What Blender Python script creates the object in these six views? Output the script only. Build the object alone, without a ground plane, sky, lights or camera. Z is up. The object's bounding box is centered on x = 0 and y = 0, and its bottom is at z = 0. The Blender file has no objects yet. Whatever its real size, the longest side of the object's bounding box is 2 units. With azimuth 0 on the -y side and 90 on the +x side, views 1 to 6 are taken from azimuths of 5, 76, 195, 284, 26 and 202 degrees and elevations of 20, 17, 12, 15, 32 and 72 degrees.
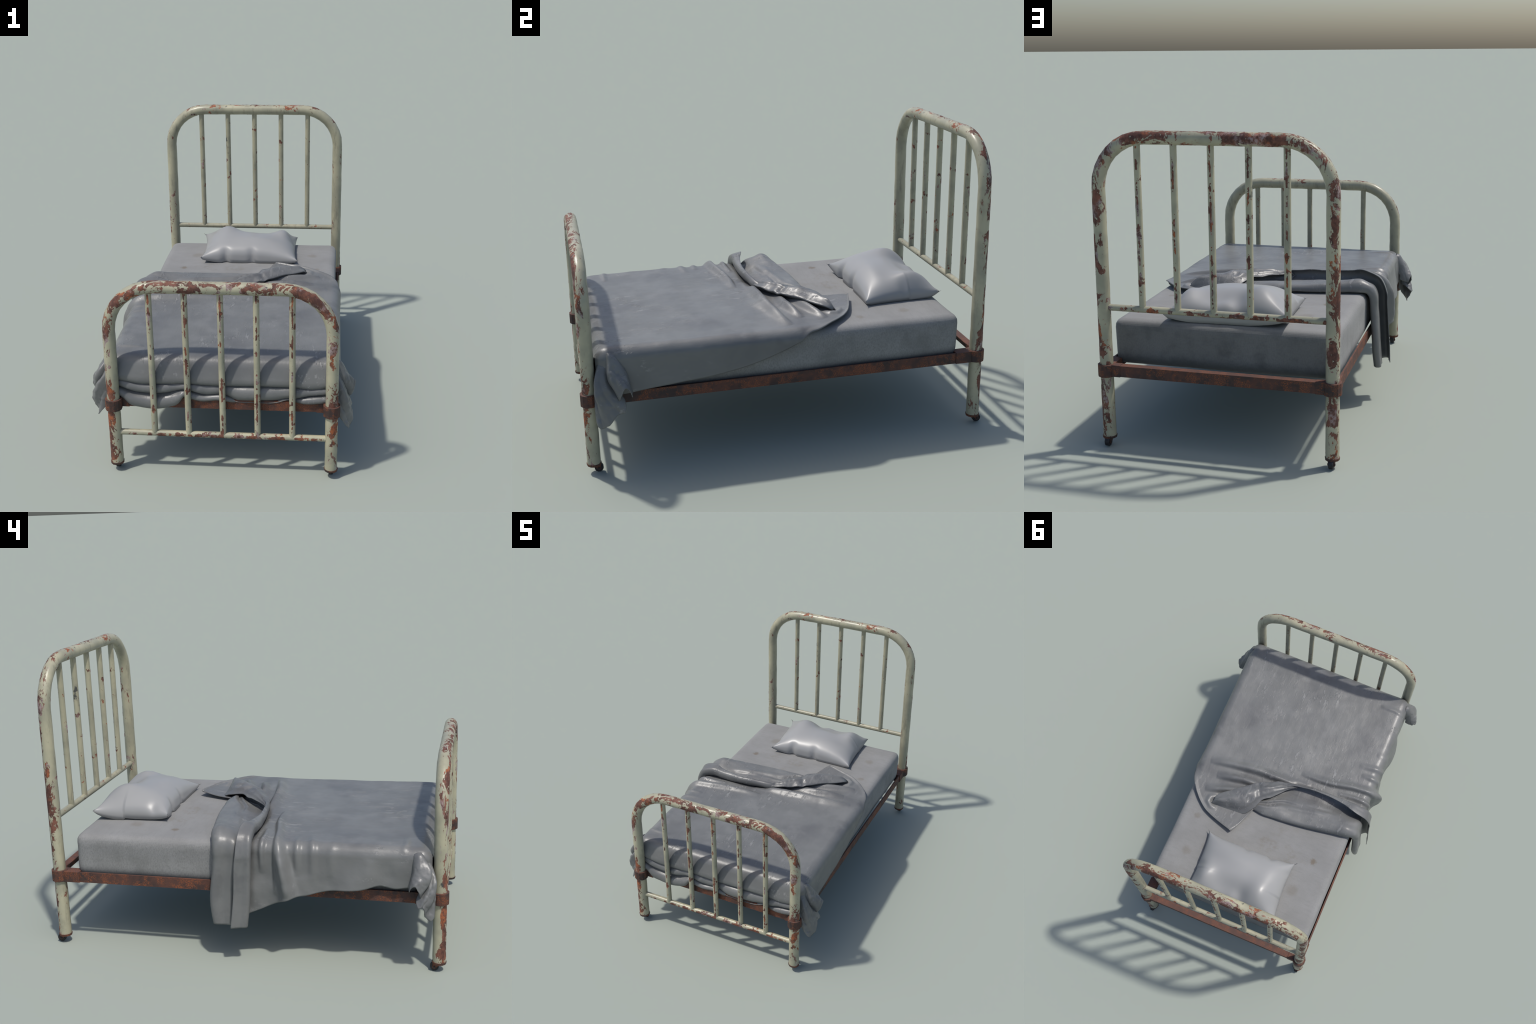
"""Old iron hospital bed with chipped cream paint, rusty rails, mattress, rumpled blanket and pillow."""
import bpy, bmesh, math
import numpy as np
from mathutils import Vector, noise as mn

rng = np.random.default_rng(7)
SC = bpy.context.scene.collection

# ------------------------------------------------------------------ sizes (metres)
XC = 0.0068            # centre line of the bed frame
HALF = 0.539           # post centre from the centre line
YEND = 0.957           # post centre, head (+) and foot (-)
R_TUBE, R_BAR = 0.0315, 0.0156
BEND = 0.228           # radius of the bent tube corners
Z_HEAD, Z_FOOT = 1.459, 0.9995
Z_HEAD_BAR, Z_FOOT_BAR = 0.676, 0.2145
BAR_X = [0.0113 + 0.1712 * k for k in (-2, -1, 0, 1, 2)]
RAIL_LO, RAIL_HI = 0.3475, 0.4015


# ------------------------------------------------------------------ small helpers
def link(ob, parent=None):
    SC.objects.link(ob)
    if parent:
        ob.parent = parent
    return ob


def shade(me, smooth=True):
    me.polygons.foreach_set("use_smooth", [smooth] * len(me.polygons))


def mesh_obj(name, verts, faces, mat, parent=None, smooth=True, sharp=None):
    me = bpy.data.meshes.new(name)
    me.from_pydata([tuple(map(float, v)) for v in verts], [], faces)
    me.validate()
    bm = bmesh.new(); bm.from_mesh(me)
    bmesh.ops.recalc_face_normals(bm, faces=bm.faces)
    bm.to_mesh(me); bm.free()
    shade(me, smooth)
    if sharp is not None:
        me.set_sharp_from_angle(angle=math.radians(sharp))
    if mat:
        me.materials.append(mat)
    return link(bpy.data.objects.new(name, me), parent)


def grid_faces(nu, nv, close_v=False):
    f = []
    for i in range(nu - 1):
        for j in range(nv if close_v else nv - 1):
            k = (j + 1) % nv
            f.append((i * nv + j, i * nv + k, (i + 1) * nv + k, (i + 1) * nv + j))
    return f


def cloth_obj(name, P, mat, parent=None, thick=0.004, up=None):
    """P: (nu, nv, 3) sheet -> mesh with real thickness (solidify), outer side kept."""
    nu, nv = P.shape[:2]
    f = grid_faces(nu, nv)
    me = bpy.data.meshes.new(name)
    me.from_pydata(P.reshape(-1, 3).tolist(), [], f)
    shade(me)
    me.materials.append(mat)
    ob = link(bpy.data.objects.new(name, me), parent)
    s = ob.modifiers.new("thickness", "SOLIDIFY")
    s.thickness = thick; s.offset = -1.0; s.use_rim = True
    return ob


def sweep(path, radius, sides=14, cap=True, phase=0.0):
    """tube along a planar path that keeps x/z plane (constant y) or any poly path"""
    P = np.array(path, float); n = len(P)
    T = np.gradient(P, axis=0); T /= np.linalg.norm(T, axis=1)[:, None]
    V, F = [], []
    ref = np.array([0, 1, 0.0])
    r = np.full(n, radius) if np.isscalar(radius) else np.array(radius)
    for p, t, rr in zip(P, T, r):
        a = ref - t * (ref @ t); a /= np.linalg.norm(a); b = np.cross(t, a)
        for k in range(sides):
            w = 2 * math.pi * k / sides + phase
            V.append(p + rr * (math.cos(w) * a + math.sin(w) * b))
    F += grid_faces(n, sides, True)
    if cap:
        F.append(tuple(range(sides))[::-1]); F.append(tuple((n - 1) * sides + k for k in range(sides)))
    return V, F


def merge(parts):
    V, F = [], []
    for v, f in parts:
        o = len(V); V += list(v); F += [tuple(i + o for i in q) for q in f]
    return V, F


def box(x0, x1, y0, y1, z0, z1, bev=0.0):
    bm = bmesh.new(); bmesh.ops.create_cube(bm, size=1)
    for v in bm.verts:
        v.co = Vector((x0 + (v.co.x + .5) * (x1 - x0), y0 + (v.co.y + .5) * (y1 - y0), z0 + (v.co.z + .5) * (z1 - z0)))
    if bev:
        bmesh.ops.bevel(bm, geom=bm.edges[:], offset=bev, segments=2, profile=.5, affect='EDGES')
    bm.verts.index_update()
    V = [tuple(v.co) for v in bm.verts]; F = [tuple(v.index for v in f.verts) for f in bm.faces]
    bm.free(); return V, F


def prism(outline, z0, z1, hole=None):
    """vertical prism from an xy outline"""
    n = len(outline)
    V = [(x, y, z0) for x, y in outline] + [(x, y, z1) for x, y in outline]
    F = [tuple(range(n))[::-1], tuple(range(n, 2 * n))] + [(i, (i + 1) % n, n + (i + 1) % n, n + i) for i in range(n)]
    return V, F


def smoothstep(a, b, x):
    t = np.clip((np.asarray(x, float) - a) / (b - a), 0, 1)
    return t * t * (3 - 2 * t)


def curve(xs, ys):
    """smooth (monotone-ish) interpolation of hand-placed control points"""
    xs = np.array(xs, float); ys = np.array(ys, float)
    m = np.gradient(ys, xs, axis=0)

    def f(x):
        x = np.clip(np.asarray(x, float), xs[0], xs[-1])
        i = np.clip(np.searchsorted(xs, x, side="right") - 1, 0, len(xs) - 2)
        h = xs[i + 1] - xs[i]; t = (x - xs[i]) / h
        sh = lambda q: q.reshape(q.shape + (1,) * (ys.ndim - 1))
        t_, h_ = sh(t), sh(h)
        return ((1 + 2 * t_) * (1 - t_) ** 2 * ys[i] + t_ * (1 - t_) ** 2 * h_ * m[i]
                + t_ * t_ * (3 - 2 * t_) * ys[i + 1] + t_ * t_ * (t_ - 1) * h_ * m[i + 1])
    return f


def fractal(P, scale, seed=0.0, octaves=3):
    out = np.zeros(len(P))
    for i, p in enumerate(P):
        q = Vector((p[0] * scale + seed, p[1] * scale - seed, p[2] * scale + 2 * seed))
        out[i] = mn.fractal(q, 1.0, 2.0, octaves)
    return out


# ------------------------------------------------------------------ materials
class Nodes:
    def __init__(self, name):
        self.m = bpy.data.materials.new(name); self.m.use_nodes = True
        self.t = self.m.node_tree; self.t.nodes.clear()
        self.out = self.t.nodes.new("ShaderNodeOutputMaterial")
        self.b = self.t.nodes.new("ShaderNodeBsdfPrincipled")
        self.t.links.new(self.b.outputs[0], self.out.inputs[0])
        self.geo = self.t.nodes.new("ShaderNodeNewGeometry")
        self.pos = self.geo.outputs["Position"]; self.nor = self.geo.outputs["Normal"]
        s = self.t.nodes.new("ShaderNodeSeparateXYZ"); self.t.links.new(self.pos, s.inputs[0]); self.px, self.py, self.pz = s.outputs
        s = self.t.nodes.new("ShaderNodeSeparateXYZ"); self.t.links.new(self.nor, s.inputs[0]); self.nx, self.ny, self.nz = s.outputs

    def _in(self, sock, v):
        if isinstance(v, bpy.types.NodeSocket):
            self.t.links.new(v, sock)
        elif isinstance(v, (tuple, list)) and sock.type == 'RGBA':
            sock.default_value = (*v[:3], 1)
        else:
            sock.default_value = v

    def math(self, op, a, b=0.0, c=0.0, clamp=False):
        n = self.t.nodes.new("ShaderNodeMath"); n.operation = op; n.use_clamp = clamp
        self._in(n.inputs[0], a); self._in(n.inputs[1], b); self._in(n.inputs[2], c)
        return n.outputs[0]

    def add(self, *a):
        r = a[0]
        for x in a[1:]:
            r = self.math('ADD', r, x)
        return r

    def mul(self, *a):
        r = a[0]
        for x in a[1:]:
            r = self.math('MULTIPLY', r, x)
        return r

    def step(self, a, b, x):
        n = self.t.nodes.new("ShaderNodeMapRange"); n.interpolation_type = 'SMOOTHSTEP'
        self._in(n.inputs['Value'], x); self._in(n.inputs['From Min'], a); self._in(n.inputs['From Max'], b)
        n.inputs['To Min'].default_value = 0; n.inputs['To Max'].default_value = 1
        return n.outputs[0]

    def vec(self, scale=(1, 1, 1), loc=(0, 0, 0), rot=(0, 0, 0)):
        n = self.t.nodes.new("ShaderNodeMapping"); self.t.links.new(self.pos, n.inputs[0])
        n.inputs['Scale'].default_value = scale; n.inputs['Location'].default_value = loc; n.inputs['Rotation'].default_value = rot
        return n.outputs[0]

    def noise(self, scale, detail=4.0, rough=.55, vec=None, dist=0.0):
        n = self.t.nodes.new("ShaderNodeTexNoise"); self.t.links.new(vec or self.pos, n.inputs['Vector'])
        n.inputs['Scale'].default_value = scale; n.inputs['Detail'].default_value = detail
        n.inputs['Roughness'].default_value = rough; n.inputs['Distortion'].default_value = dist
        return n.outputs['Fac']

    def voronoi(self, scale, vec=None, feature='F1'):
        n = self.t.nodes.new("ShaderNodeTexVoronoi"); n.feature = feature
        self.t.links.new(vec or self.pos, n.inputs['Vector']); n.inputs['Scale'].default_value = scale
        return n.outputs['Distance']

    def wave(self, scale, axis='Z', dist=0.0, vec=None):
        n = self.t.nodes.new("ShaderNodeTexWave"); n.bands_direction = axis
        self.t.links.new(vec or self.pos, n.inputs['Vector'])
        n.inputs['Scale'].default_value = scale; n.inputs['Distortion'].default_value = dist
        return n.outputs['Fac']

    def mix(self, f, a, b):
        n = self.t.nodes.new("ShaderNodeMix"); n.data_type = 'RGBA'
        self._in(n.inputs[0], f); self._in(n.inputs[6], a); self._in(n.inputs[7], b)
        return n.outputs[2]

    def mixf(self, f, a, b):
        n = self.t.nodes.new("ShaderNodeMix"); n.data_type = 'FLOAT'
        self._in(n.inputs[0], f); self._in(n.inputs[2], a); self._in(n.inputs[3], b)
        return n.outputs[0]

    def bump(self, h, strength=.3, dist=.002, normal=None):
        n = self.t.nodes.new("ShaderNodeBump"); self._in(n.inputs['Height'], h)
        n.inputs['Strength'].default_value = strength; n.inputs['Distance'].default_value = dist
        if normal is not None:
            self.t.links.new(normal, n.inputs['Normal'])
        return n.outputs[0]

    def done(self, color, rough=.5, metal=0.0, normal=None, spec=.5, sheen=0.0):
        self._in(self.b.inputs['Base Color'], color); self._in(self.b.inputs['Roughness'], rough)
        self._in(self.b.inputs['Metallic'], metal); self.b.inputs['Specular IOR Level'].default_value = spec
        self.b.inputs['Sheen Weight'].default_value = sheen
        if normal is not None:
            self.t.links.new(normal, self.b.inputs['Normal'])
        return self.m


CREAM, CREAM2 = (.418, .394, .278), (.305, .296, .218)


def paint_material(name, kind):
    """chipped cream paint over rust; wear sits on the outward and upper faces.
    kind: 'tube' big patches, 'bar' a thin worn streak along the outward side"""
    n = Nodes(name)
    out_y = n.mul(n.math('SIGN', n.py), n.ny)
    st = n.vec(scale=(.62, 1.15, .42))
    fine = n.noise(95, 5, .65, vec=n.vec(scale=(.7, 1, .55)))
    if kind == 'tube':
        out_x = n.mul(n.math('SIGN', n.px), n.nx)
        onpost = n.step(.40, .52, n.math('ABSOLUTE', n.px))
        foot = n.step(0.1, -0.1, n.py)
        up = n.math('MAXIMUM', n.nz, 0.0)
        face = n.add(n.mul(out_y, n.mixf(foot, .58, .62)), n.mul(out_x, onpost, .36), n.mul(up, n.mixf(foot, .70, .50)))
        bias = n.step(-.25, 1.0, face)
        big = n.noise(17, 9, .68, vec=st, dist=.9)
        f = n.add(big, n.mul(n.add(fine, -.5), .26))
        thr = n.mixf(bias, n.mixf(foot, .605, .640), n.mixf(foot, .466, .464))
    else:
        along = n.noise(24, 4, .6, vec=n.vec(scale=(1.0, 1, .8)))
        blot = n.noise(9, 6, .6, vec=n.vec(scale=(.9, 1, .8), loc=(3, 1, 2)))
        strip = n.step(.925, .985, out_y) if kind == 'bar' else n.step(.55, .93, n.add(out_y, n.mul(n.nz, -.35)))
        f = n.add(n.math('MAXIMUM', n.add(along, n.mul(fine, .10)), n.add(n.mul(blot, 1.0), -.06)), n.mul(n.add(fine, -.5), .18))
        foot = n.step(0.1, -0.1, n.py)
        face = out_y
        thr = n.mixf(strip, n.mixf(n.step(-.6, .8, out_y), .680, .66), .540)
    bare = n.step(thr, n.add(thr, .012), f)
    halo = n.step(n.add(thr, -.035), n.add(thr, .05), n.add(f, n.mul(n.add(n.noise(40, 4, .6), -.5), .1)))
    primer = n.mul(n.step(.53, .64, n.noise(17, 4, .6, vec=n.vec(scale=(.6, 1, .5), loc=(5, 2, 7)))), n.step(.40, .62, fine))
    # cream coat with dirt
    cream = n.mix(n.step(.35, .7, n.noise(7, 3)), CREAM, CREAM2)
    grime = n.step(.60, .74, n.noise(55, 6, .7, vec=n.vec(scale=(.8, 1, .45))))
    grime2 = n.step(.56, .80, n.noise(11, 5, .6, vec=n.vec(loc=(1, 8, 3))))
    cream = n.mix(n.mul(grime, n.add(.45, n.mul(grime2, .5))), cream, (.10, .102, .085))
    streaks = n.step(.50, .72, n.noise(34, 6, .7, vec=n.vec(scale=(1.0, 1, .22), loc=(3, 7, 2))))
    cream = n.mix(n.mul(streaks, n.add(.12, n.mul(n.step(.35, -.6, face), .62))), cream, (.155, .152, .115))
    cream = n.mix(n.mul(grime2, .55), cream, (.175, .175, .130))
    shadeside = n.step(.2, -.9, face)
    cream = n.mix(n.mul(shadeside, .34), cream, (.20, .188, .128))  # cream mixed darker on the inward and lower faces
    # rust
    r1 = n.noise(26, 6, .65, vec=n.vec(scale=(.8, 1, .6)))
    rust = n.mix(n.step(.40, .62, n.add(n.mul(r1, .6), n.mul(fine, .4))), (.075, .031, .023), (.200, .080, .052))
    orange = n.mul(n.step(.52, .64, n.noise(8, 4, .6, vec=n.vec(loc=(2, 4, 1)))), n.step(.36, .60, fine))
    rust = n.mix(n.mul(orange, .85), rust, (.36, .105, .035))
    rust = n.mix(n.mul(primer, .8), rust, (.34, .28, .275))
    worn = n.mix(n.mul(halo, primer, .8), cream, (.42, .36, .37))
    col = n.mix(bare, worn, rust)
    blk = n.step(.672, .715, n.noise(9, 7, .68, vec=n.vec(scale=(.8, 1, .6), loc=(9, 3, 5))))
    col = n.mix(n.mul(blk, .9), col, (.035, .038, .042))
    h = n.add(n.mul(bare, -.8), n.mul(fine, .25), n.mul(halo, -.25))
    return n.done(col, n.mixf(bare, n.add(.34, n.mul(grime2, .25)), .72), 0, n.bump(h, .35, .0018), spec=.45)


def rust_material(name, dark=1.0):
    n = Nodes(name)
    a = n.noise(9, 6, .65, vec=n.vec(scale=(1, .8, 1)))
    b = n.noise(230, 4, .75)
    c = n.noise(22, 5, .6, vec=n.vec(loc=(4, 1, 2)))
    d = lambda *v: tuple(x * dark for x in v)
    col = n.mix(n.step(.35, .65, a), d(.042, .029, .027), d(.098, .043, .031))
    col = n.mix(n.mul(n.step(.46, .62, b), n.step(.44, .58, c), .8), col, d(.34, .095, .026))
    col = n.mix(n.mul(n.step(.54, .70, n.noise(60, 5, .7, vec=n.vec(loc=(2, 2, 2)))), .6), col, d(.035, .028, .028))
    up = n.step(.6, .95, n.nz)
    col = n.mix(n.mul(up, .40), col, d(.160, .080, .060))
    return n.done(col, n.add(.55, n.mul(b, .3)), 0, n.bump(n.add(b, c), .35, .0015), spec=.4)


def mattress_material():
    n = Nodes("mattress_ticking")
    base = n.mix(n.step(.3, .7, n.noise(5, 5, .6)), (.256, .257, .252), (.222, .222, .216))
    fib = n.noise(60, 5, .7, vec=n.vec(scale=(.25, 1.2, 1.2)))
    base = n.mix(n.mul(n.step(.45, .7, fib), .28), base, (.18, .178, .178))
    # brown stains: some scattered, one distinct spot on the left
    stain = n.mul(n.step(.56, .70, n.noise(3.6, 5, .62, vec=n.vec(loc=(1.7, .3, .2)))), n.step(.40, .62, n.noise(22, 4, .6)))
    base = n.mix(n.mul(stain, .42), base, (.16, .137, .105))

    def spot(x, y, r):
        dx = n.add(n.px, -x); dy = n.add(n.py, -y)
        d = n.math('SQRT', n.add(n.mul(dx, dx), n.mul(dy, dy)))
        d = n.add(d, n.mul(n.add(n.noise(45, 4, .6), -.5), .035))
        return n.mul(n.step(r, r * .25, d), n.step(.5, .9, n.nz))
    for x, y, r, k in ((-.385, .375, .028, .75), (.40, .62, .04, .35), (-.33, .60, .05, .30), (.43, .385, .03, .35), (.30, .56, .035, .2)):
        base = n.mix(n.mul(spot(x, y, r), k), base, (.145, .115, .082))
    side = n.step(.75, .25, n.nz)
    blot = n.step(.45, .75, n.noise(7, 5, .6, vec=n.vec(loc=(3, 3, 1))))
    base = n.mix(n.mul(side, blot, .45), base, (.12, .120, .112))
    grain = n.noise(210, 3, .7, vec=n.vec(scale=(1, 1, .5)))
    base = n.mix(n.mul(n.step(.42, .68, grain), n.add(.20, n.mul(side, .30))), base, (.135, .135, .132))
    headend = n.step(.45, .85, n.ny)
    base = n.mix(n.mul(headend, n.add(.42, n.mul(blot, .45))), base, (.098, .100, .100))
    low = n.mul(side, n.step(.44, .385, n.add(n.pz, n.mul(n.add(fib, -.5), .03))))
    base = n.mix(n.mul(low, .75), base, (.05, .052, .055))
    # woven ribs at the rounded upper border
    border = n.mul(n.step(.478, .50, n.pz), n.step(.586, .566, n.pz))
    rib = n.wave(52, 'Z'); cross = n.wave(40, 'Y'); crossx = n.wave(40, 'X')
    weave = n.noise(330, 2, .5)
    ribs = n.mul(border, n.add(n.mul(rib, .7), n.mul(cross, crossx, .5)))
    base = n.mix(n.mul(border, n.step(.35, .8, rib), .22), base, (.15, .155, .17))
    h = n.add(n.mul(weave, .35), n.mul(ribs, .9), n.mul(fib, .3))
    return n.done(base, .82, 0, n.bump(h, .30, .0012), spec=.25, sheen=.1)


def blanket_material():
    n = Nodes("grey_blanket_cloth")
    weave = n.noise(420, 2, .5, vec=n.vec(scale=(1, .22, 1)))
    streak = n.noise(30, 6, .65, vec=n.vec(scale=(1, .16, .6)))
    lumps = n.noise(6, 5, .6)
    flake = n.step(.58, .64, n.noise(42, 6, .68, vec=n.vec(scale=(1, .34, .7), loc=(4, 1, 2))))
    patch = n.step(.48, .66, n.noise(3.1, 3, .5, vec=n.vec(loc=(2, 0, 5))))
    scratch = n.mul(flake, patch)
    blot = n.step(.45, .72, n.noise(3.2, 3, .5, vec=n.vec(loc=(7, 2, 1))))
    col = n.mix(n.step(.3, .7, lumps), (.170, .173, .169), (.146, .149, .146))
    col = n.mix(n.mul(blot, .55), col, (.090, .091, .096))  # soft occlusion shading baked into the cloth colour as blotches
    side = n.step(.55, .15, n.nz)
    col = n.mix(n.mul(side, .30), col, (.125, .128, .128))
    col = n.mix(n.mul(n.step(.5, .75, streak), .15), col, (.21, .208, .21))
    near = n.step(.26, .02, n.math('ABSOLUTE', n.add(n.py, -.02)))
    col = n.mix(n.mul(near, n.step(.46, .62, n.noise(7, 4, .55, vec=n.vec(scale=(.5, 1.4, 1), loc=(3, 3, 3)))), .42), col, (.080, .081, .085))  # crease shadows around the rumpled folds, painted by position
    fl2 = n.step(.575, .605, n.noise(36, 6, .66, vec=n.vec(scale=(1, .24, .35), loc=(2, 6, 3))))
    worn = n.mul(n.step(.50, .64, n.noise(5, 5, .6, vec=n.vec(loc=(8, 4, 2)))), n.step(.5, .8, n.nz))
    col = n.mix(n.mul(worn, .45), col, (.205, .207, .202))
    col = n.mix(n.mul(n.math('MAXIMUM', scratch, n.mul(fl2, patch, n.step(.3, .7, n.nz))), .38), col, (.34, .34, .335))  # specular glints on raised streaks, lightened in the base colour
    rough = n.add(.31, n.mul(lumps, .14), n.mul(scratch, -.10))
    h = n.add(n.mul(weave, .12), n.mul(streak, .55), n.mul(scratch, n.step(.3, .7, n.nz), .9), n.mul(fl2, n.step(.3, .7, n.nz), n.add(.04, n.mul(patch, 1.0))), n.mul(n.noise(80, 4, .6), .25))
    return n.done(col, rough, 0, n.bump(h, .62, .0032), spec=.55)


def pillow_material():
    n = Nodes("grey_satin_pillowcase")
    col = n.mix(n.step(.3, .7, n.noise(4, 3)), (.305, .307, .306), (.284, .286, .284))
    return n.done(col, .36, 0, n.bump(n.noise(5, 2), .08, .004), spec=.5)


def plain(name, col, rough, spec=.4):
    n = Nodes(name)
    c = n.mix(n.step(.4, .7, n.noise(70, 4, .6)), col, tuple(x * .6 for x in col))
    return n.done(c, rough, 0, n.bump(n.noise(150, 3), .2, .001), spec=spec)


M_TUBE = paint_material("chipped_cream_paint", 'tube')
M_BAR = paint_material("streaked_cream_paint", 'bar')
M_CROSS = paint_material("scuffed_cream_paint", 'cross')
M_RUST = rust_material("rusty_angle_iron")
M_RUSTD = rust_material("rusty_cast_iron", .9)
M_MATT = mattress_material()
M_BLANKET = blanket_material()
M_PILLOW = pillow_material()
M_TYRE = plain("black_rubber", (.018, .018, .020), .55)
M_SHADE = plain("dark_steel", (.03, .028, .028), .6)

# ------------------------------------------------------------------ iron bed
bed = bpy.data.objects.new("iron_bed", None)
link(bed)
bed["label"] = "old iron bed frame, chipped cream paint over rust"
bed["category"] = "bed frame"


def bent_tube(y, ztop):
    path = []
    xl, xr = XC - HALF, XC + HALF
    zs = ztop - BEND
    for z in np.linspace(.046, zs, 26)[:-1]:
        path.append((xl, y, z))
    for k in range(9):
        a = math.pi - k * math.pi / 16
        path.append((xl + BEND + BEND * math.cos(a), y, zs + BEND * math.sin(a)))
    for x in np.linspace(xl + BEND, xr - BEND, 18)[1:-1]:
        path.append((x, y, ztop))
    for k in range(9):
        a = math.pi / 2 - k * math.pi / 16
        path.append((xr - BEND + BEND * math.cos(a), y, zs + BEND * math.sin(a)))
    for z in np.linspace(zs, .046, 26)[1:]:
        path.append((xr, y, z))
    # fix the tangent at the bends through a dense path; slight dents make it hand-bent
    p = np.array(path)
    r = R_TUBE * (1 + .018 * np.sin(np.arange(len(p)) * 1.7) + .010 * np.sin(np.arange(len(p)) * 2.9))
    return sweep(p, r, 14)


def arch_z(x, ztop):
    """height of the tube centre line above a spindle"""
    d = max(0.0, abs(x - XC) - (HALF - BEND))
    return ztop - BEND + math.sqrt(max(BEND ** 2 - d ** 2, 0))


def end_board(name, y, ztop, zbar):
    v, f = bent_tube(y, ztop)
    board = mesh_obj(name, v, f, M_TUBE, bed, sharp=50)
    v, f = sweep([(XC - HALF + .01, y, zbar), (XC, y, zbar - .0005), (XC + HALF - .01, y, zbar)], R_BAR, 14)
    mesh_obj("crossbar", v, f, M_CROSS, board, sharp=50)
    height = ztop - zbar
    v, f = sweep([(0, 0, t * height) for t in np.linspace(0, 1, 8)], R_BAR, 14)
    first = None
    for i, x in enumerate(BAR_X):
        if first is None:
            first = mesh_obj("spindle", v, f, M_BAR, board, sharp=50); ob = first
        else:
            ob = link(first.copy(), board)
        ob.location = (x, y, zbar)
        ob.scale = (1, 1, (arch_z(x, ztop) - zbar) / height)
    return board


end_board("headboard", YEND, Z_HEAD, Z_HEAD_BAR)
end_board("footboard", -YEND, Z_FOOT, Z_FOOT_BAR)


# side rails: flat iron on edge, its foot flange turned inward under the mattress
def angle_along_y(sx):
    xo = XC + sx * .558; t = .0085; w = .030 * sx; lo, hi = .343, .397
    o = [(xo, lo), (xo, hi), (xo - t * sx, hi), (xo - t * sx, lo + t), (xo - w, lo + t), (xo - w, lo)]
    y0, y1 = -.925, .925
    V = [(x, y0, z) for x, z in o] + [(x, y1, z) for x, z in o]; n = 6
    F = [tuple(range(n)), tuple(range(n, 2 * n))[::-1]] + [(i, i + n, (i + 1) % n + n, (i + 1) % n) for i in range(n)]
    return V, F


def angle_along_x(yo, d):
    t = .005; w = .038 * d
    o = [(yo, RAIL_LO), (yo, RAIL_HI - .001), (yo + w, RAIL_HI - .001), (yo + w, RAIL_HI - t), (yo + t * d, RAIL_HI - t), (yo + t * d, RAIL_LO)]
    x0, x1 = XC - .535, XC + .535
    V = [(x0, y, z) for y, z in o] + [(x1, y, z) for y, z in o]; n = 6
    F = [tuple(range(n)), tuple(range(n, 2 * n))[::-1]] + [(i, i + n, (i + 1) % n + n, (i + 1) % n) for i in range(n)]
    return V, F


for sx in (1, -1):
    mesh_obj("side_rail", *angle_along_y(sx), M_RUST, bed, smooth=False)
mesh_obj("end_rail", *angle_along_x(.9775, -1), M_RUST, bed, smooth=False)
mesh_obj("end_rail", *angle_along_x(-.935, 1), M_RUST, bed, smooth=False)


def clamp(sx, sy):
    """cast collar round the post with an arm lapping the side rail and a lug for the end rail"""
    cx, cy = XC + sx * HALF, sy * YEND
    r = .0422
    ring = prism([(cx + r * math.cos(a), cy + r * math.sin(a)) for a in np.linspace(0, 2 * math.pi, 13)[:-1] + .26], RAIL_LO - .004, RAIL_HI + .001)
    ylen = .842
    xo = XC + sx * .5635
    arm = box(min(xo, xo - sx * .056), max(xo, xo - sx * .056), min(cy, sy * ylen), max(cy, sy * ylen), .3415, .3995, .002)
    yo = .980 if sy > 0 else -.9325
    y2 = yo - .040 if sy > 0 else yo - .006
    lug = box(min(cx, cx - sx * .075), max(cx, cx - sx * .075), min(yo, y2), max(yo, y2), RAIL_LO - .002, RAIL_HI + .0015, .002)
    v, f = merge([ring, arm, lug])
    ob = mesh_obj("clamp", v, f, M_RUSTD, bed, smooth=False)
    m = ob.modifiers.new("edge", "BEVEL"); m.width = .0022; m.segments = 2; m.limit_method = 'ANGLE'; m.angle_limit = .9
    return ob


for sx in (1, -1):
    for sy in (1, -1):
        clamp(sx, sy)

# casters: end cap, fork and small wheel trailing toward the head
R_WHEEL = .0212


def disc_x(cx, cy, cz, r, hw, seg=12, bev=.2):
    V, F = [], []
    prof = [(-hw, r * .55), (-hw, r * (1 - bev * .5)), (-hw * (1 - bev), r), (hw * (1 - bev), r), (hw, r * (1 - bev * .5)), (hw, r * .55)]
    for x, q in prof:
        for k in range(seg):
            a = 2 * math.pi * k / seg + .26
            V.append((cx + x, cy + q * math.cos(a), cz + q * math.sin(a)))
    F += grid_faces(len(prof), seg, True)
    F.append(tuple(range(seg))); F.append(tuple((len(prof) - 1) * seg + k for k in range(seg)))
    return V, F


def cylinder_z(cx, cy, z0, z1, r0, r1, seg=12):
    V = [(cx + r0 * math.cos(2 * math.pi * k / seg), cy + r0 * math.sin(2 * math.pi * k / seg), z0) for k in range(seg)]
    V += [(cx + r1 * math.cos(2 * math.pi * k / seg), cy + r1 * math.sin(2 * math.pi * k / seg), z1) for k in range(seg)]
    return V, grid_faces(2, seg, True) + [tuple(range(seg))[::-1], tuple(range(seg, 2 * seg))]


def fork_plate(cx, cy, cz, sx):
    """tapered cheek from the cap down to the axle, rounded round the axle"""
    o = [(-.034, .030), (.012, .030), (.030, .020)]
    a0 = [(.0095 * math.cos(a), .0095 * math.sin(a)) for a in np.linspace(.6, -math.pi * .85, 7)]
    pts = [(cy - .004 + y, cz + z) for y, z in o[:2]] + [(cy + y, cz + z) for y, z in a0]
    x0, x1 = cx + sx * .0122, cx + sx * .0152
    n = len(pts)
    V = [(x0, y, z) for y, z in pts] + [(x1, y, z) for y, z in pts]
    return V, [tuple(range(n)), tuple(range(n, 2 * n))[::-1]] + [(i, (i + 1) % n, n + (i + 1) % n, n + i) for i in range(n)]


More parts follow.
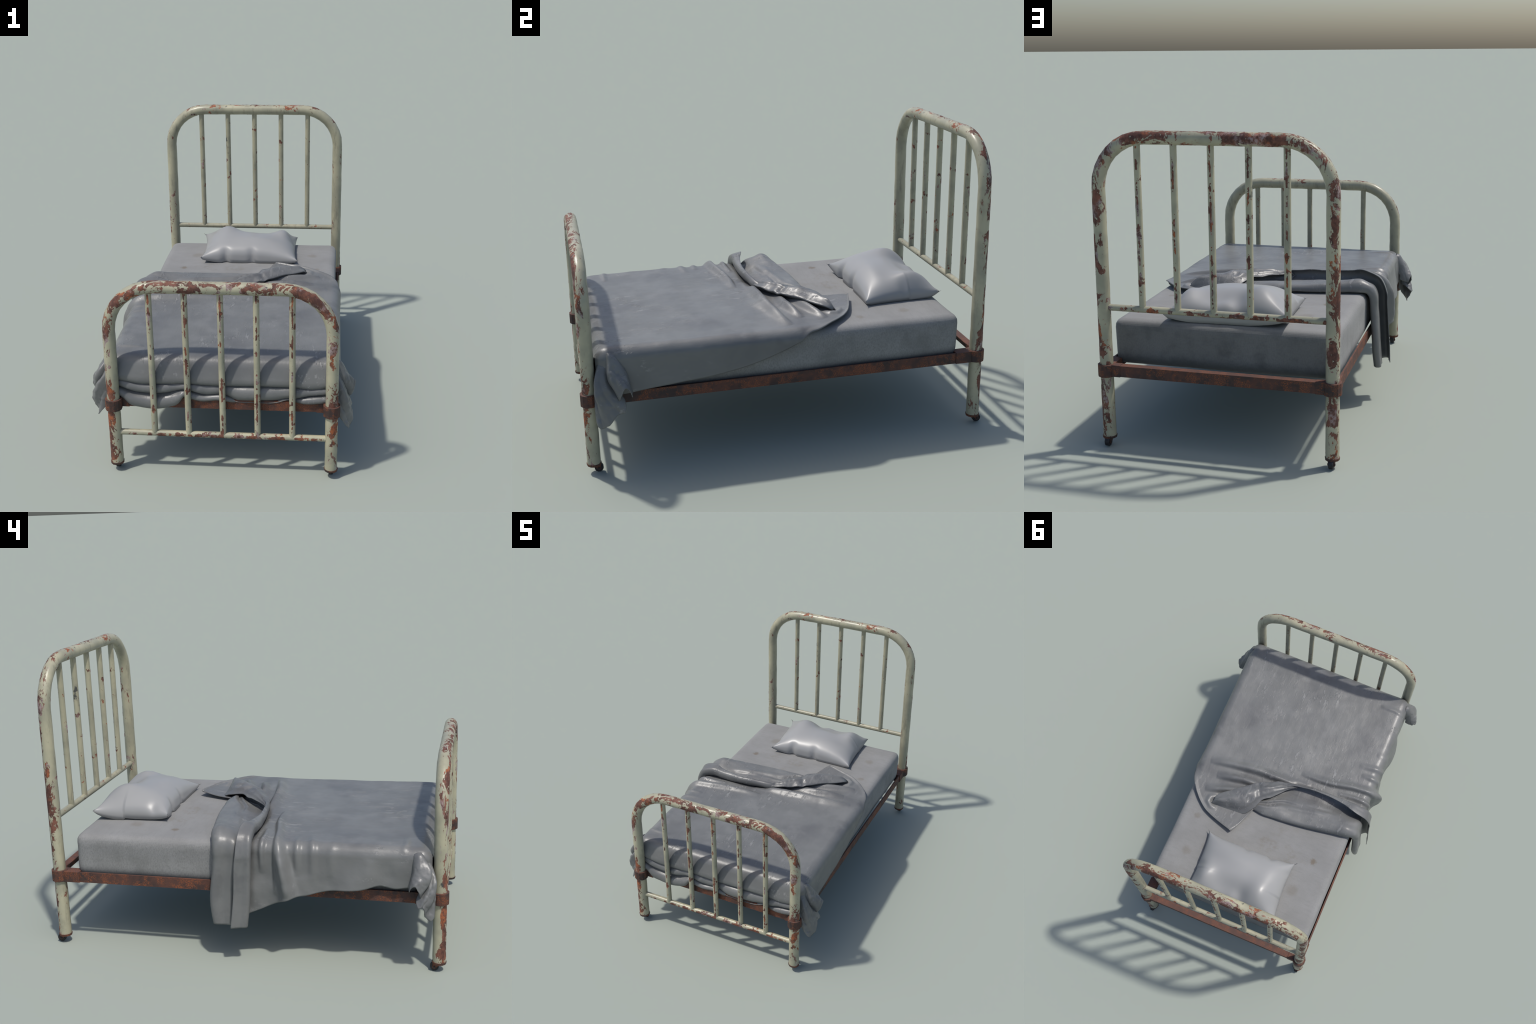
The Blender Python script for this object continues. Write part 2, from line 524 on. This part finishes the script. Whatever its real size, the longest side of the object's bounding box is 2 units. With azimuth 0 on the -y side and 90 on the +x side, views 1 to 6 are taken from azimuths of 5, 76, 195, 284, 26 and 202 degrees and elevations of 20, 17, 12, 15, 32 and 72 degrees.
for sx in (1, -1):
    for sy in (1, -1):
        cx, cy = XC + sx * HALF, sy * YEND
        wy = cy + .0215
        cap = cylinder_z(cx, cy, .0375, .0485, .0335, .0350, 12)
        stem = cylinder_z(cx, cy, .030, .040, .016, .022, 10)
        v, f = merge([cap, stem, fork_plate(cx, wy, R_WHEEL, 1), fork_plate(cx, wy, R_WHEEL, -1)])
        ob = mesh_obj("caster", v, f, M_RUSTD, bed, smooth=False)
        mesh_obj("wheel", *disc_x(cx, wy, R_WHEEL, R_WHEEL, .0112), M_TYRE, ob, sharp=40)
        mesh_obj("axle_bolt", *disc_x(cx, wy, R_WHEEL, .0062, .0180, 8, .3), M_SHADE, ob, sharp=40)

# ------------------------------------------------------------------ mattress
MX0, MX1, MY0, MY1, MZ0, MZ1 = -.5355, .5485, -.862, .862, .366, .590


def build_mattress():
    nx, ny, nz = 44, 70, 14
    bm = bmesh.new()
    bmesh.ops.create_cube(bm, size=1)
    for v in bm.verts:
        v.co = Vector((MX0 + (v.co.x + .5) * (MX1 - MX0), MY0 + (v.co.y + .5) * (MY1 - MY0), MZ0 + (v.co.z + .5) * (MZ1 - MZ0)))
    bmesh.ops.bevel(bm, geom=bm.edges[:], offset=.046, segments=4, profile=.56, affect='EDGES')
    long_e = [e for e in bm.edges if e.calc_length() > .1]
    bmesh.ops.subdivide_edges(bm, edges=long_e, cuts=11, use_grid_fill=True)
    me = bpy.data.meshes.new("mattress"); bm.to_mesh(me); bm.free()
    co = np.zeros(len(me.vertices) * 3); me.vertices.foreach_get("co", co); co = co.reshape(-1, 3)
    f = fractal(co, 4.0, 3.1, 2)
    c = np.array([(MX0 + MX1) / 2, 0, .48])
    d = co - c; d /= np.linalg.norm(d, axis=1)[:, None]
    co += d * (f * .0055)[:, None] * np.array([1, 1, .6])
    me.vertices.foreach_set("co", co.ravel())
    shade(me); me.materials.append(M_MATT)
    ob = link(bpy.data.objects.new("mattress", me))
    ob["label"] = "stained grey mattress with ribbed rounded border"; ob["category"] = "mattress"
    return ob


build_mattress()

# ------------------------------------------------------------------ pillow
def build_pillow():
    n = 61
    u = np.linspace(-1, 1, n); U, V = np.meshgrid(u, u, indexing="ij")
    A, B, C, D = (-.300, .432, .637), (-.325, .856, .655), (.307, .868, .641), (.323, .446, .624)
    s, t = (U + 1) / 2, (V + 1) / 2
    base = np.zeros((n, n, 3))
    for k in range(3):
        base[..., k] = (1 - s) * (1 - t) * A[k] + (1 - s) * t * B[k] + s * (1 - t) * D[k] + s * t * C[k]
    eu, ev = 1 - U ** 2, 1 - V ** 2
    # edges draw in between the corners
    pull = lambda w: w ** .38
    base[..., 0] -= np.sign(U) * np.abs(U) ** 3 * .036 * pull(ev) * np.where(U > 0, .75, .9)
    base[..., 1] -= np.sign(V) * np.abs(V) ** 3 * .030 * pull(eu)
    # seam sags to the mattress along the edges
    sag = (.018 + .018 * (V > .2)) * np.maximum(np.abs(U) ** 6 * ev ** .5, np.abs(V) ** 6 * eu ** .5)
    base[..., 2] -= sag + .008 * eu * ev
    body = (eu ** .50) * (ev ** .55)
    g = lambda cu, cv, w, w2: np.exp(-((U - cu) / w) ** 2 - ((V - cv) / w2) ** 2)
    top = .092 * body
    top += .012 * g(-.60, .0, .24, .9) * body ** .3 + .026 * g(-.45, .38, .24, .42) * body ** .25 + .040 * g(.74, .38, .20, .40) * body ** .35
    top -= .030 * g(.14, .58, .36, .34) * body ** .15 + .014 * g(-.15, .70, .12, .3) * eu
    top += .009 * g(.05, .75, .14, .25) * body ** .2
    top += .008 * g(.25, -.42, .55, .22) * body ** .3 + .006 * g(-.1, -.2, .6, .6)
    # puckers on the front edge
    notch = np.exp(-((U + .47) / .075) ** 2) + .8 * np.exp(-((U - .06) / .07) ** 2)
    puck = -.024 * notch * np.exp(-((V + .97) / .13) ** 2)
    base[..., 2] += .020 * notch * np.exp(-((V + 1) / .12) ** 2)
    base[..., 1] += .014 * notch * np.exp(-((V + 1) / .18) ** 2)
    puck += -.018 * np.exp(-((V + .55) / .12) ** 2) * np.exp(-((U + 1) / .16) ** 2)
    puck += -.018 * np.exp(-((V - .1) / .12) ** 2) * np.exp(-((U - 1) / .16) ** 2)
    top += puck * body ** .25
    bot = np.maximum(base[..., 2] - .062 * body ** .5, .592) 
    Tz, Bz = base.copy(), base.copy()
    Tz[..., 2] = base[..., 2] + top
    Bz[..., 2] = np.minimum(bot, base[..., 2]) 
    # belly swells outward past the seam a little above the mattress
    out = .016 * (np.abs(V) ** 3 * (1 - np.abs(V) ** 8)) * eu
    Tz[..., 1] += np.sign(V) * out; Bz[..., 1] += np.sign(V) * out
    verts = list(Tz.reshape(-1, 3)); faces = grid_faces(n, n)
    idx = -np.ones((n, n), int)
    for i in range(n):
        for j in range(n):
            if i in (0, n - 1) or j in (0, n - 1):
                idx[i, j] = i * n + j
            else:
                idx[i, j] = len(verts); verts.append(Bz[i, j])
    for i in range(n - 1):
        for j in range(n - 1):
            faces.append((idx[i, j], idx[i + 1, j], idx[i + 1, j + 1], idx[i, j + 1]))
    ob = mesh_obj("pillow", verts, faces, M_PILLOW)
    ob["label"] = "plump shiny grey pillow with pinched corners"; ob["category"] = "pillow"


build_pillow()

# ------------------------------------------------------------------ blanket
TOP = .6085          # height of the laid blanket
XR, XL = .5765, -.5700
RC = .052
ARC = RC * math.pi / 2
FR, FL = XR - RC, XL + RC          # where the flat top ends
ZSIDE = TOP - RC


def wrap(a, y, flare_l=.075, flare_r=.012):
    """lateral arc length a (0 on the bed's axis) -> point on the draped surface and its outward normal"""
    a = np.asarray(a, float); y = np.broadcast_to(np.asarray(y, float), a.shape)
    P = np.zeros(a.shape + (3,)); N = np.zeros_like(P)
    P[..., 1] = y
    top = (a <= FR) & (a >= FL)
    P[..., 0] = a; P[..., 2] = TOP; N[..., 2] = 1
    for sgn, F, fl in ((1, FR, flare_r), (-1, -FL, flare_l)):
        q = sgn * a - F
        th = np.clip(q / RC, 0, math.pi / 2)
        on = q > 0
        d = np.maximum(q - ARC, 0)
        x = sgn * (F + RC * np.sin(th) + fl * d)
        z = TOP - RC + RC * np.cos(th) - d
        P[..., 0] = np.where(on, x, P[..., 0]); P[..., 2] = np.where(on, z, P[..., 2])
        N[..., 0] = np.where(on, sgn * np.sin(th), N[..., 0]); N[..., 2] = np.where(on, np.cos(th), N[..., 2])
    return P, N


def a_right(z): return FR + ARC + (ZSIDE - z)
def a_left(z): return FL - ARC - (ZSIDE - z)


# hems: right one climbs diagonally over the mattress edge, left one hangs lower toward the middle
hem_r_side = curve([-.95, -.80, -.735, -.54, -.33, -.158, -.022, .040], [.392, .395, .402, .421, .442, .480, .528, .556])
hem_r_top = curve([.040, .085, .14, .197, .25, .30, .337, .365, .402], [FR + ARC + .002, .575, .560, .532, .492, .440, .386, .315, .186])
hem_l = curve([-.95, -.83, -.75, -.68, -.59, -.45, -.335, -.255, -.20, -.152, -.05, .05], [.415, .430, .419, .430, .410, .393, .364, .350, .322, .297, .252, .22])


def aR(y):
    return np.where(y < .040, a_right(hem_r_side(y)), hem_r_top(y))


def aL(y):
    return a_left(hem_l(y))


y_head = curve([-1.2, -.30, -.10, -.06, -.02, .03, .08, .108, .186, .3], [-.035, -.035, -.035, -.03, .0, .07, .14, .212, .402, .402])

# ridges of the rumpled part: polyline (a, y), height, width, steepness toward the head
RIDGES = [
    ([(.50, .012), (.35, -.016), (.18, -.040), (.06, -.044), (-.08, -.050), (-.18, -.064)], .036, .025, .45),
    ([(.42, .092), (.31, .069), (.245, .055), (.17, .050), (.06, .045)], .033, .022, .4),
    ([(.455, .203), (.34, .163), (.235, .130), (.12, .09)], .031, .020, .35),
    ([(.330, .300), (.372, .296), (.402, .272), (.398, .240), (.36, .215)], .016, .014, 0),
    ([(-.09, -.140), (-.215, -.141), (-.30, -.149), (-.436, -.178), (-.545, -.190), (-.62, -.190), (-.80, -.190)], .027, .020, .4),
    ([(-.36, -.105), (-.47, -.118), (-.56, -.118), (-.70, -.118)], .014, .013, 0),
    ([(-.46, -.285), (-.58, -.290), (-.70, -.290)], .011, .015, 0),
    ([(-.42, -.345), (-.57, -.365), (-.72, -.365)], .010, .017, 0),
    ([(-.50, -.46), (-.60, -.455), (-.70, -.455)], .005, .020, 0),
    ([(.30, -.055), (.20, -.085), (.08, -.105)], .006, .022, 0),
    ([(-.40, -.795), (-.50, -.80), (-.57, -.785)], .007, .014, 0),
    ([(-.60, -.64), (-.80, -.62)], .009, .035, 0),
    ([(-.60, -.76), (-.80, -.75)], .007, .030, 0),
]


def ridge_height(a, y):
    H = np.zeros(a.shape)
    for pts, h, w, steep in RIDGES:
        p = np.array(pts); L = np.concatenate([[0], np.cumsum(np.linalg.norm(np.diff(p, axis=0), axis=1))])
        best = np.full(a.shape, 9.0); sgn = np.zeros(a.shape); pos = np.zeros(a.shape)
        for k in range(len(p) - 1):
            d = p[k + 1] - p[k]; l2 = d @ d
            t = np.clip(((a - p[k, 0]) * d[0] + (y - p[k, 1]) * d[1]) / l2, 0, 1)
            qx, qy = a - p[k, 0] - t * d[0], y - p[k, 1] - t * d[1]
            dist = np.hypot(qx, qy); m = dist < best
            best = np.where(m, dist, best); sgn = np.where(m, np.sign(qy), sgn)
            pos = np.where(m, (L[k] + t * (L[k + 1] - L[k])) / L[-1], pos)
        ww = w * np.where(sgn > 0, 1 - steep, 1 + .6 * steep)
        taper = np.sin(np.pi * np.clip(pos, 0, 1)) ** .75
        H += h * np.exp(-(best / ww) ** 2) * taper
    return H


blanket = None


def build_main_sheet():
    nu, nh, nf = 250, 250, 64
    ylo = -.842
    us = np.linspace(0, 1, nu)
    # finer lanes near the two rounded edges are not needed: lanes are ~8 mm apart
    ys = np.linspace(ylo, .41, 1400)
    yend = np.zeros(nu)
    for i, u in enumerate(us):
        a = aL(ys) + u * (aR(ys) - aL(ys))
        g = ys - y_head(a)
        hit = np.nonzero(g >= 0)[0]
        yend[i] = ys[hit[0]] if len(hit) else .402
    for _ in range(2):      # soften the stair steps of the search
        yend[1:-1] = .25 * yend[:-2] + .5 * yend[1:-1] + .25 * yend[2:]
    v = np.linspace(0, 1, nh)
    Y = ylo + (yend[:, None] - ylo) * v[None, :]
    A = aL(Y) + us[:, None] * (aR(Y) - aL(Y))
    P, N = wrap(A, Y)
    side_l = smoothstep(FL, FL - ARC - .05, A); side_r = smoothstep(FR, FR + ARC + .05, A)
    H = ridge_height(A, Y)
    # big vertical fold that stands off the left side and flares downward
    depth = np.clip((ZSIDE + .02 - P[..., 2]) / .22, 0, 1)
    H += side_l * (.060 * np.exp(-((Y + .212 + .035 * depth) / (.020 + .016 * depth)) ** 2) * np.sin(np.pi * np.clip(.30 + .5 * depth, 0, 1)))
    H += side_l * .010 * depth * np.sin(Y * 21 + 1.0) * smoothstep(-.86, -.75, Y)
    # soft sag and lumps of the laid part
    flat = P.reshape(-1, 3)
    f1 = fractal(flat, 3.2, 1.3, 2).reshape(A.shape); f2 = fractal(flat, 11.0, 5.1, 2).reshape(A.shape)
    H += .0042 * f1 + .0016 * f2 + side_l * (.011 * f1 + .004 * f2) * depth ** .6
    # left of the twist the sheet dives under the turned-back flap
    dive = smoothstep(-.085, -.045, Y) * smoothstep(-.03, -.10, A)
    H -= .016 * dive * (1 - .6 * side_l)
    # valley where the roll dies out near the corner, and a lifted corner tip
    H -= .007 * np.exp(-((A - .375) / .03) ** 2 - ((Y - .270) / .025) ** 2)
    H += .010 * smoothstep(.28, .40, Y) + .006 * smoothstep(.03, .0, aR(Y) - A) * smoothstep(.0, .12, Y)
    H = np.maximum(H, -.013)
    P = P + N * H[..., None]
    # ---- foot end: lanes run over the end and down in rolled tiers; side lanes stop at the corner
    Yf = np.array([-.842, -.862, -.884, -.901, -.912, -.922, -.932, -.938, -.937, -.926, -.902, -.884])
    Df = np.array([0., .0012, .006, .017, .032, .056, .086, .108, .124, .136, .140, .143])
    x_ctrl = [-.60, -.50, -.42, -.27, -.18, -.08, .02, .08, .27, .36, .44, .60]
    z1 = curve(x_ctrl, [.505, .490, .476, .476, .480, .476, .474, .476, .478, .476, .468, .50])      # belly of the first tier
    z2 = curve(x_ctrl, [.462, .455, .426, .426, .446, .420, .424, .396, .394, .412, .432, .440])      # second tier
    z3 = curve([-.60, -.49, -.455, -.40, -.265, -.21, -.186, -.148, -.10, -.02, .09, .17, .27, .33, .41, .51, .60],
               [.41, .402, .366, .350, .354, .378, .410, .402, .392, .399, .388, .388, .391, .408, .394, .402, .41])
    A0 = A[:, 0]; n0 = N[:, 0]; base0 = wrap(A0, np.full(nu, ylo))[0]
    h0 = H[:, 0]
    full = smoothstep(FR + .045, FR - .01, A0) * smoothstep(FL - .045, FL + .01, A0)
    tau = np.linspace(0, 1, nf + 1)[1:]
    ext = np.zeros((nu, nf, 3))
    wob = fractal(np.stack([A0 * 1.0, np.zeros(nu), np.zeros(nu)], 1), 6.0, 2.2, 2) * 1.3
    wob2 = fractal(np.stack([A0 * 1.0, np.zeros(nu), np.zeros(nu)], 1), 9.0, 8.2, 2)
    for i in range(nu):
        x = A0[i]
        D1, D2, D3 = TOP - z1(x), TOP - z2(x), TOP - z3(x)
        D2 = min(D2, D3 - .006)
        t2 = D2 - D1; t3 = D3 - D2
        w1, w2 = .010 * wob[i], .010 * wob2[i]
        Ys = list(Yf) ; Ds = list(Df * D1 / .136)
        b2 = .5 + .5 * smoothstep(.02, .07, t2)
        Ys += [-.896 - w1, -.922 - .016 * b2 + w2, -.924 - .018 * b2 + w2, -.922 + w1 * .5, -.912]
        Ds += [D1 + .06 * t2, D1 + .28 * t2, D1 + .68 * t2, D1 + .96 * t2, D1 + t2 * 1.0 + .002]
        b3 = smoothstep(.0, .05, t3)
        Ys += [-.918, -.927 - .016 * b3 + w1 * .5, -.930 - .018 * b3 + w1 * .5, -.938, -.934]
        Ds += [D2 + .10 * t3 + .002, D2 + .35 * t3 + .002, D2 + .75 * t3, D3 - .001, D3 - .004]
        k = np.array([Ys, Ds]).T
        seg = np.concatenate([[0], np.cumsum(np.linalg.norm(np.diff(k, axis=0), axis=1))])
        full_len = seg[-1]
        length = .085 + (full_len - .085) * full[i]
        q = curve(seg, k)(tau * length)
        e = base0[i] + n0[i] * (h0[i] * np.exp(-tau * 4))[:, None]
        e[:, 1] = q[:, 0]
        e = e - n0[i] * (q[:, 1])[:, None]
        ext[i] = e
    S = np.concatenate([ext[:, ::-1], P], axis=1)
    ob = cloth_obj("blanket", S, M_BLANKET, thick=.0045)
    return ob


def orient(ob, P, want):
    """flip winding when the sheet's middle faces away from the wanted direction"""
    i, j = P.shape[0] // 2, P.shape[1] // 2
    n = np.cross(P[i, min(j + 1, P.shape[1] - 1)] - P[i, j], P[i + 1, j] - P[i, j])
    if n @ np.array(want) < 0:
        ob.data.flip_normals()


blanket = build_main_sheet()
blanket["label"] = "rumpled grey blanket folded back at one corner"
blanket["category"] = "blanket"


def smooth_polyline(pts, n):
    p = np.array(pts, float)
    s = np.concatenate([[0], np.cumsum(np.linalg.norm(np.diff(p, axis=0), axis=1))])
    s /= s[-1]
    return curve(s, p)(np.linspace(0, 1, n))


def loft(sections, nu, ns):
    """sections: list of (K, 3) control polylines -> smooth (nu, ns, 3) sheet"""
    C = np.array([smooth_polyline(s, ns) for s in sections])
    k = np.linspace(0, 1, len(sections))
    mid = np.linalg.norm(np.diff(C[:, ns // 2], axis=0), axis=1)
    k = np.concatenate([[0], np.cumsum(mid)]); k /= k[-1]
    return curve(k, C)(np.linspace(0, 1, nu))


def build_turned_flap():
    """strip turned back along the head side on the left: rolled head edge, valley, upright rim, hanging pair of folds"""
    # station: a, head edge y, foot turn y, hem y, n of strip, n of turn, n of hem   (n measured from the laid surface - 18 mm)
    a_s1, a_s2, a_s3, a_s4, a_s5 = a_left(.53), a_left(.46), a_left(.38), a_left(.28), a_left(.196)
    # last two: 1 = rim curls over toward the head, 0 = stands up as a bare hem; depth of the pocket behind it
    st = [
        (.125, .208, .120, .135, .028, .030, .032, 1, .4),
        (.04, .217, .030, .045, .032, .034, .036, 1, .6),
        (-.06, .210, -.040, -.022, .036, .050, .056, .6, 1),
        (-.14, .203, -.054, -.040, .040, .058, .066, .3, 1.0),
        (-.25, .189, -.066, -.050, .046, .062, .068, .3, 1.1),
        (-.34, .174, -.068, -.048, .052, .066, .072, .5, 1.1),
        (-.43, .158, -.068, -.034, .057, .072, .080, 1, 1.1),
        (FL - .002, .142, -.066, -.008, .056, .074, .082, 1, 1.1),
        (FL - .035, .130, -.068, -.004, .046, .068, .074, 1, 1),
        (FL - ARC, .125, -.067, .000, .038, .064, .070, 1, 1),
        (a_s1, .124, -.066, .004, .036, .062, .069, 1, 1.2),
        (a_s2, .128, -.064, .008, .036, .060, .068, 1, 1.3),
        (a_s3, .138, -.061, .010, .036, .060, .068, 1, 1.3),
        (a_s4, .140, -.054, .018, .036, .060, .068, 1, 1.3),
        (a_s5, .126, -.044, .028, .036, .058, .066, 1, 1.3),
    ]
    secs = []
    for i, (a, yh, yf, ym, n1, nt, nm, curl, pocket) in enumerate(st):
        side = float(smoothstep(FL, FL - ARC, a))
        bump = .006 * (1 - side) * math.sin(i * 1.1)
        low = .020 - .007 * pocket + .004 * (1 - side) * math.sin(i * 2.3)
        prof = [(yh - .055, .004), (yh - .012, .003), (yh + .001, .010), (yh + .001, n1 * .55), (yh - .010, n1 * .90),
                (yh - .04, n1 + .003 + bump), (yh * .62 + yf * .38, n1 * .92), (yh * .44 + yf * .56, .45 * n1 + .55 * low + .004),
                (yf + .050, low), (yf + .022, low + .002), (yf + .004, low + .014), (yf - .003 + .002 * (1 - curl), (low + nt) / 2 + .006),
                (yf + .002 * curl, nt - .004), (yf + .5 * (ym - yf), nt + .004 * curl + .5 * (nm - nt) * (1 - curl)), (ym, nm)]
        y = np.array([p[0] for p in prof]); n = np.array([p[1] for p in prof]) - .016
        P, N = wrap(np.full(len(y), a), y)
        secs.append(P + N * n[:, None])
    S = loft(secs, 130, 90)
    f = fractal(S.reshape(-1, 3), 9.0, 4.4, 2).reshape(S.shape[:2])
    lane = np.linspace(0, 1, S.shape[1])[None, :]; run = np.linspace(0, 1, S.shape[0])[:, None]
    top = smoothstep(.50, .38, run) * smoothstep(0, .06, run)
    S[..., 2] += top * (.007 * np.exp(-((lane - .40 - .22 * run) / .045) ** 2) - .006 * np.exp(-((lane - .50 - .16 * run) / .035) ** 2)
                        + .006 * np.exp(-((lane - .58 + .10 * run) / .03) ** 2))
    S[..., 0] -= (1 - smoothstep(.52, .42, run)) * .004 * np.sin(lane * 24 + run * 3)
    S[..., 2] += .0040 * f; S[..., 0] += .0020 * f
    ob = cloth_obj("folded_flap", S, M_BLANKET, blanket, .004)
    orient(ob, S, (-.6, 0, 1))
    return ob


def build_corner_roll():
    """roll from the twist to the corner: overhangs the foot side, free edge over the flap on the head side"""
    foot = [(-.110, -.040), (-.050, -.026), (.009, .000), (.070, .034), (.133, .070), (.190, .115), (.247, .162), (.305, .204), (.352, .243), (.372, .262)]
    head = [(-.090, -.022), (-.045, .012), (-.012, .056), (.030, .100), (.076, .140), (.108, .208), (.155, .262), (.235, .272), (.315, .278), (.376, .278)]
    peak = [.050, .064, .077, .084, .088, .090, .086, .078, .066, .040]      # above .59
    tail = [.046, .052, .056, .056, .058, .044, .021, .018, .018, .016]      # height of the head-side end
    secs = []
    for i, (f, h, p, t) in enumerate(zip(foot, head, peak, tail)):
        f, h = np.array(f), np.array(h); d = h - f
        w = np.linalg.norm(d); e = d / max(w, 1e-6)
        knob = .014 * math.exp(-((i - 5.2) / .9) ** 2)
        over = min(.032, .42 * w)
        pts = [(f + e * min(.034, .55 * w), .014), (f + e * min(.018, .3 * w), .017), (f + e * .1 * over, .022 + .12 * p), (f - e * over, .62 * p + .006),
               (f + e * .03 * w, .90 * p), (f + d * .22, p + .002), (f + d * .45, p - .004 + knob * .4), (f + d * .66, .5 * p + .5 * t + .004 + knob),
               (f + d * .84, .2 * p + .8 * t + knob * .4), (h, t)]
        secs.append(np.array([(q[0], q[1], .590 + z) for q, z in pts]))
    S = loft(secs, 110, 60)
    k = fractal(S.reshape(-1, 3), 13.0, 6.4, 3).reshape(S.shape[:2])
    t = np.linspace(0, 1, S.shape[0])[:, None]; w = np.linspace(0, 1, S.shape[1])[None, :]
    free = np.sin(np.pi * np.clip(w, 0, 1))
    S[..., 2] += .0042 * k + .0022 * np.sin(t * 29 + w * 5) * free * smoothstep(.1, .3, t) * smoothstep(.95, .6, t)
    S[..., 2] -= .016 * np.exp(-((t - .60) / .045) ** 2 - ((w - .72) / .09) ** 2)      # pit beside the knob
    S[..., 2] -= .009 * np.exp(-((t - .40 - .10 * w) / .03) ** 2) * free
    S[..., 1] -= .004 * k
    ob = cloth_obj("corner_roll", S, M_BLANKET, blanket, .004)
    orient(ob, S, (0, 0, 1))
    return ob


def build_ear(name, top, mid, bot, want):
    """gathered cloth hanging out at a foot corner: three control rows lofted into pleats"""
    rows = [curve(np.arange(len(r)), np.array(r))(np.linspace(0, len(r) - 1, 110)) for r in (top, mid, bot)]
    C = np.array(rows)
    S = curve([0, .42, 1.0], C)(np.linspace(0, 1, 44))
    h = np.linspace(0, 1, S.shape[0])[:, None]; t = np.linspace(0, 1, S.shape[1])[None, :]
    saw = lambda q: np.abs((q % 1.0) - .5) * 4 - 1
    pleat = .007 * saw((t + .05 * np.sin(t * 9)) * 4.6 + .55 * h) * smoothstep(.05, .6, h) * np.sin(np.pi * np.clip(t * .96 + .02, 0, 1)) ** .5
    pleat += .006 * saw(t * 3.1 + .8 * h + .3) * np.sin(np.pi * h) ** .8
    sgn = np.sign(S[0, 0, 0])
    S[..., 0] += sgn * pleat * .8; S[..., 1] -= pleat * .55
    S[..., 2] += .009 * saw((t + .04 * np.sin(t * 11)) * 4.1) * h ** 3
    inset = (1 - smoothstep(0, .10, h)) * .006
    S[..., 0] -= sgn * inset; S[..., 2] -= inset; S[..., 1] += inset * .5
    k = fractal(S.reshape(-1, 3), 12.0, 3.4, 2).reshape(S.shape[:2])
    k2 = fractal(S.reshape(-1, 3), 26.0, 1.4, 3).reshape(S.shape[:2]) * smoothstep(.1, .5, h)
    S[..., 0] += .005 * k + sgn * .006 * np.abs(k2); S[..., 1] += .004 * k - .003 * k2; S[..., 2] += .004 * k2
    ob = cloth_obj(name, S, M_BLANKET, blanket, .004)
    orient(ob, S, want)
    return ob


build_turned_flap()
build_corner_roll()
build_ear("corner_gather",
          [(.570, -.835, .588), (.574, -.845, .596), (.573, -.855, .601), (.570, -.865, .602), (.563, -.874, .599), (.557, -.882, .592), (.552, -.890, .582), (.545, -.897, .572), (.535, -.903, .560), (.517, -.908, .540)],
          [(.578, -.790, .500), (.600, -.793, .512), (.617, -.822, .520), (.610, -.858, .526), (.582, -.866, .490), (.590, -.860, .470), (.606, -.892, .460), (.596, -.926, .458), (.570, -.930, .458), (.530, -.920, .465)],
          [(.583, -.768, .404), (.640, -.770, .410), (.655, -.796, .444), (.634, -.820, .392), (.590, -.828, .398), (.628, -.797, .352), (.640, -.832, .318), (.636, -.893, .268), (.612, -.928, .276), (.540, -.930, .380)],
          (1, -.3, .2))
build_ear("corner_gather",
          [(-.563, -.835, .588), (-.567, -.845, .596), (-.566, -.855, .601), (-.563, -.865, .602), (-.556, -.874, .599), (-.550, -.882, .592), (-.545, -.890, .582), (-.538, -.897, .572), (-.528, -.903, .560), (-.510, -.908, .540)],
          [(-.572, -.838, .522), (-.596, -.842, .530), (-.614, -.878, .536), (-.606, -.914, .532), (-.578, -.906, .505), (-.592, -.900, .478), (-.612, -.914, .470), (-.600, -.936, .466), (-.570, -.936, .466), (-.520, -.920, .475)],
          [(-.588, -.824, .438), (-.640, -.826, .440), (-.654, -.852, .456), (-.632, -.868, .412), (-.594, -.874, .410), (-.634, -.853, .376), (-.656, -.886, .362), (-.624, -.895, .310), (-.608, -.928, .306), (-.530, -.930, .405)],
          (-1, -.3, .2))
